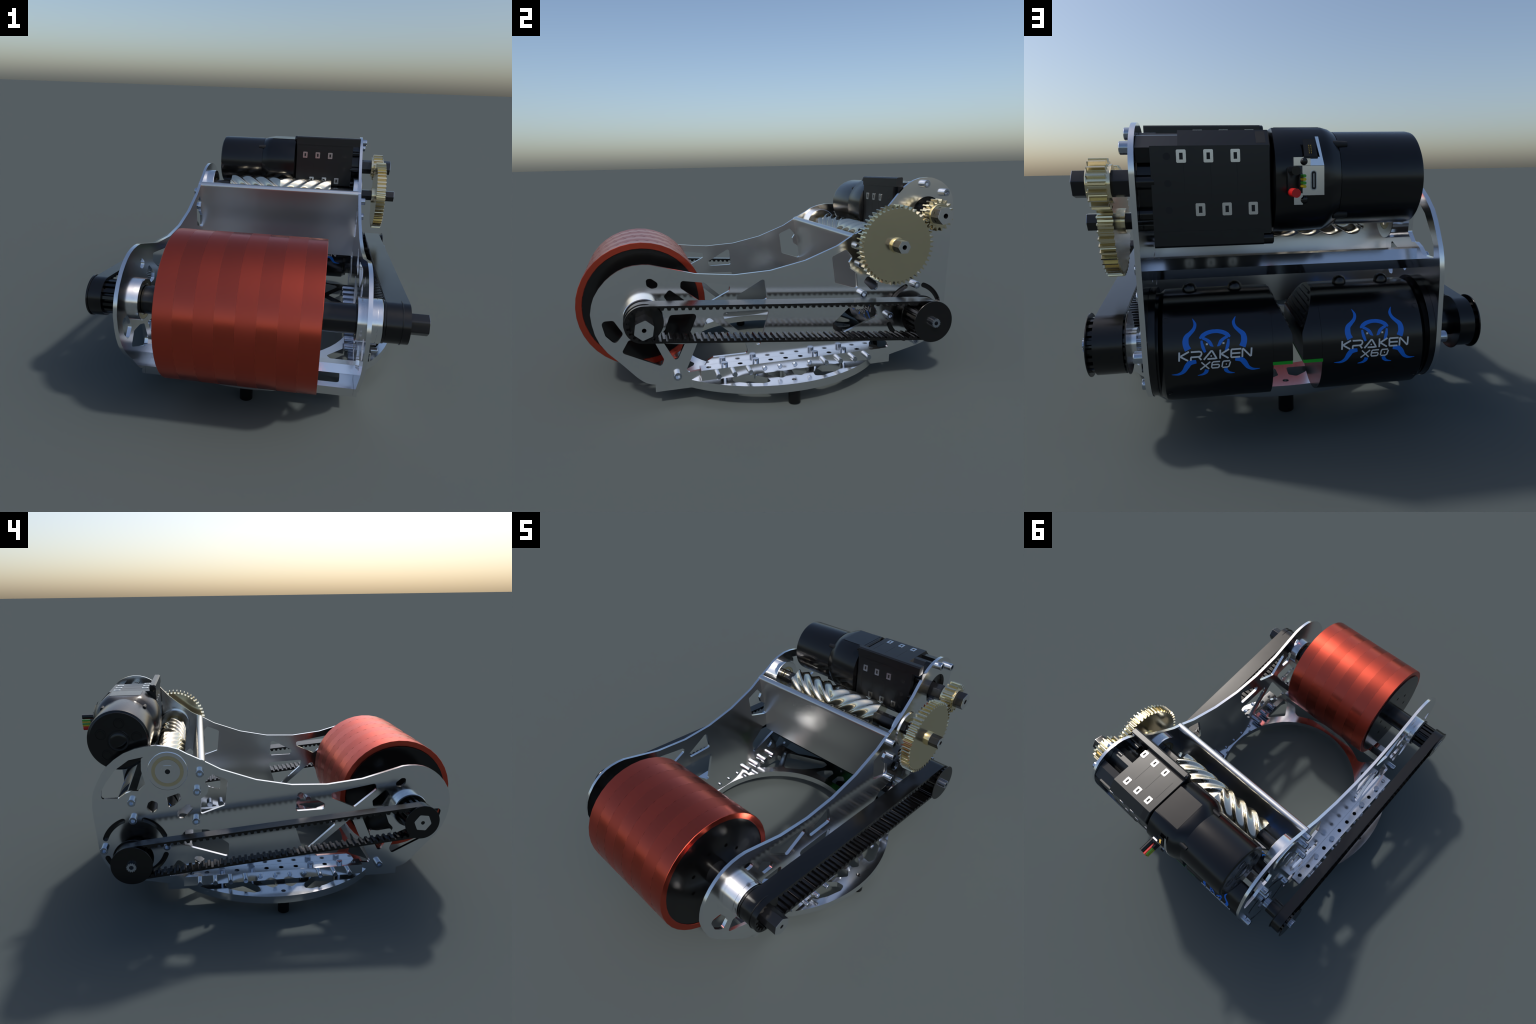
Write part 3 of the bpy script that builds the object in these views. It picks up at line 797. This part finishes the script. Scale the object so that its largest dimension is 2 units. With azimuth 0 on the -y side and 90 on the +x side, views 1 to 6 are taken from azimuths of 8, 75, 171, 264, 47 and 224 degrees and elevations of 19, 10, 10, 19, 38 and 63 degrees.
# ---- gears, their shafts and the helical feed roller
def gear(c, teeth, rt, rr, x0, x1, bore, a0=0.0):
    g = []
    tp = 2 * pi / teeth
    for k in range(teeth):
        for f, r in ((-.235, rr), (-.17, rr + (rt - rr) * .45), (-.10, rt), (.10, rt), (.17, rr + (rt - rr) * .45), (.235, rr), (.36, rr - .002), (.64, rr - .002)):
            a = a0 + (k + f) * tp
            g.append((c[0] + r * cos(a), c[1] + r * sin(a)))
    return data(prism(g, x0, x1, [bore] if bore else []))
fh = hexagon(FEED, 0.0580, radians(0), .004)
gh = hexagon(GBOX, 0.0770, radians(12), .005)
mesh_a = atan2(GBOX[1] - FEED[1], GBOX[0] - FEED[0])
tp50 = 2 * pi / 50
part("large_gear", [gear(FEED, 50, 0.1965, 0.1805, 0.5525, 0.6030, fh, mesh_a), lathe([(0.6030, .030), (0.6030, .0385), (0.6125, .0385), (0.6185, .0375), (0.6185, .030)], 40, FEED),
                    lathe([(0.5535, .030), (0.5535, .046), (0.5375, .045), (0.5365, .044), (0.5365, .030)], 40, FEED)], BRASS, root)
part("small_gear", [gear(GBOX, 18, 0.0790, 0.0625, 0.5475, 0.6025, gh, mesh_a + pi + pi / 18), lathe([(0.6025, .040), (0.6025, .0555), (0.609, .0555), (0.610, .0545), (0.610, .040)], 40, GBOX),
                    lathe([(0.5475, .040), (0.5475, .060), (0.5365, .060), (0.5355, .059), (0.5355, .040)], 40, GBOX)], BRASS, root)
sh1 = part("gear_shaft", [data(prism(fh, 0.29, 0.6680, [circle(FEED, .0115, 18)])), lathe([(-0.4985, 0), (-0.4985, .0375), (-0.321, .0375), (-0.321, 0)], 36, FEED)], SHAFT, root)
sh2 = part("gear_shaft", [data(prism(gh, 0.39, 0.6520, [circle(GBOX, .0125, 18)]))], SHAFT, root)
part("shaft_end_face", [data(prism(hexagon(FEED, 0.0575, 0, .004), 0.6675, 0.6689, [circle(FEED, .0117, 18)]))], ALU, sh1)
part("shaft_end_face", [data(prism(hexagon(GBOX, 0.0765, radians(12), .005), 0.6515, 0.6530, [circle(GBOX, .0127, 18)]))], ALU, sh2)
part("shaft_end_face", [data(prism(hexagon(FEED, 0.060, radians(0), .004), -0.5012, -0.4990, [circle(FEED, .0125, 18)]))], ALU, sh1)
part("shaft_end_bore", [lathe([(-0.5000, .0125), (-0.5000, 0)], 18, FEED)], DARK, sh1)
part("output_bearing", lathe([(0.405, 0.084), (0.4490, 0.084), (0.4500, 0.083), (0.4500, 0.062), (0.440, 0.060), (0.440, 0.0)], 40, (0.7580, 0.8635)), BLACK, root)

def helix(x0, x1, xm, per_m, n=6):
    """two mirrored helical flute sets meeting at xm"""
    def r(ph):
        f = (ph * n / (2 * pi)) % 1.0
        key = [(0, .0775), (.05, .0772), (.20, .0720), (.38, .0655), (.55, .0608), (.70, .0600), (.82, .0640), (.93, .0745), (1, .0775)]
        for (a, ra), (b, rb) in zip(key, key[1:]):
            if a <= f <= b: return ra + (rb - ra) * (f - a) / (b - a)
    seg = 144
    out = []
    for a, b, flip in ((x0, xm, 1), (xm, x1, -1)):
        ns = 40
        secs = []
        for k in range(ns + 1):
            x = a + (b - a) * k / ns
            tw = radians(per_m) * -abs(x - xm)
            secs.append((x, [(FEED[0] + r(flip * 0 + 2 * pi * i / seg - tw) * cos(2 * pi * i / seg), FEED[1] + r(2 * pi * i / seg - tw) * sin(2 * pi * i / seg)) for i in range(seg)]))
        out.append(loft(secs))
    return out
hx = helix(-0.322, 0.2905, -0.0145, 720)
part("helical_feed_roller", [hx[0]], BRASS2, root, 50)
part("helical_feed_roller", [hx[1]], BRASS2, root, 50)
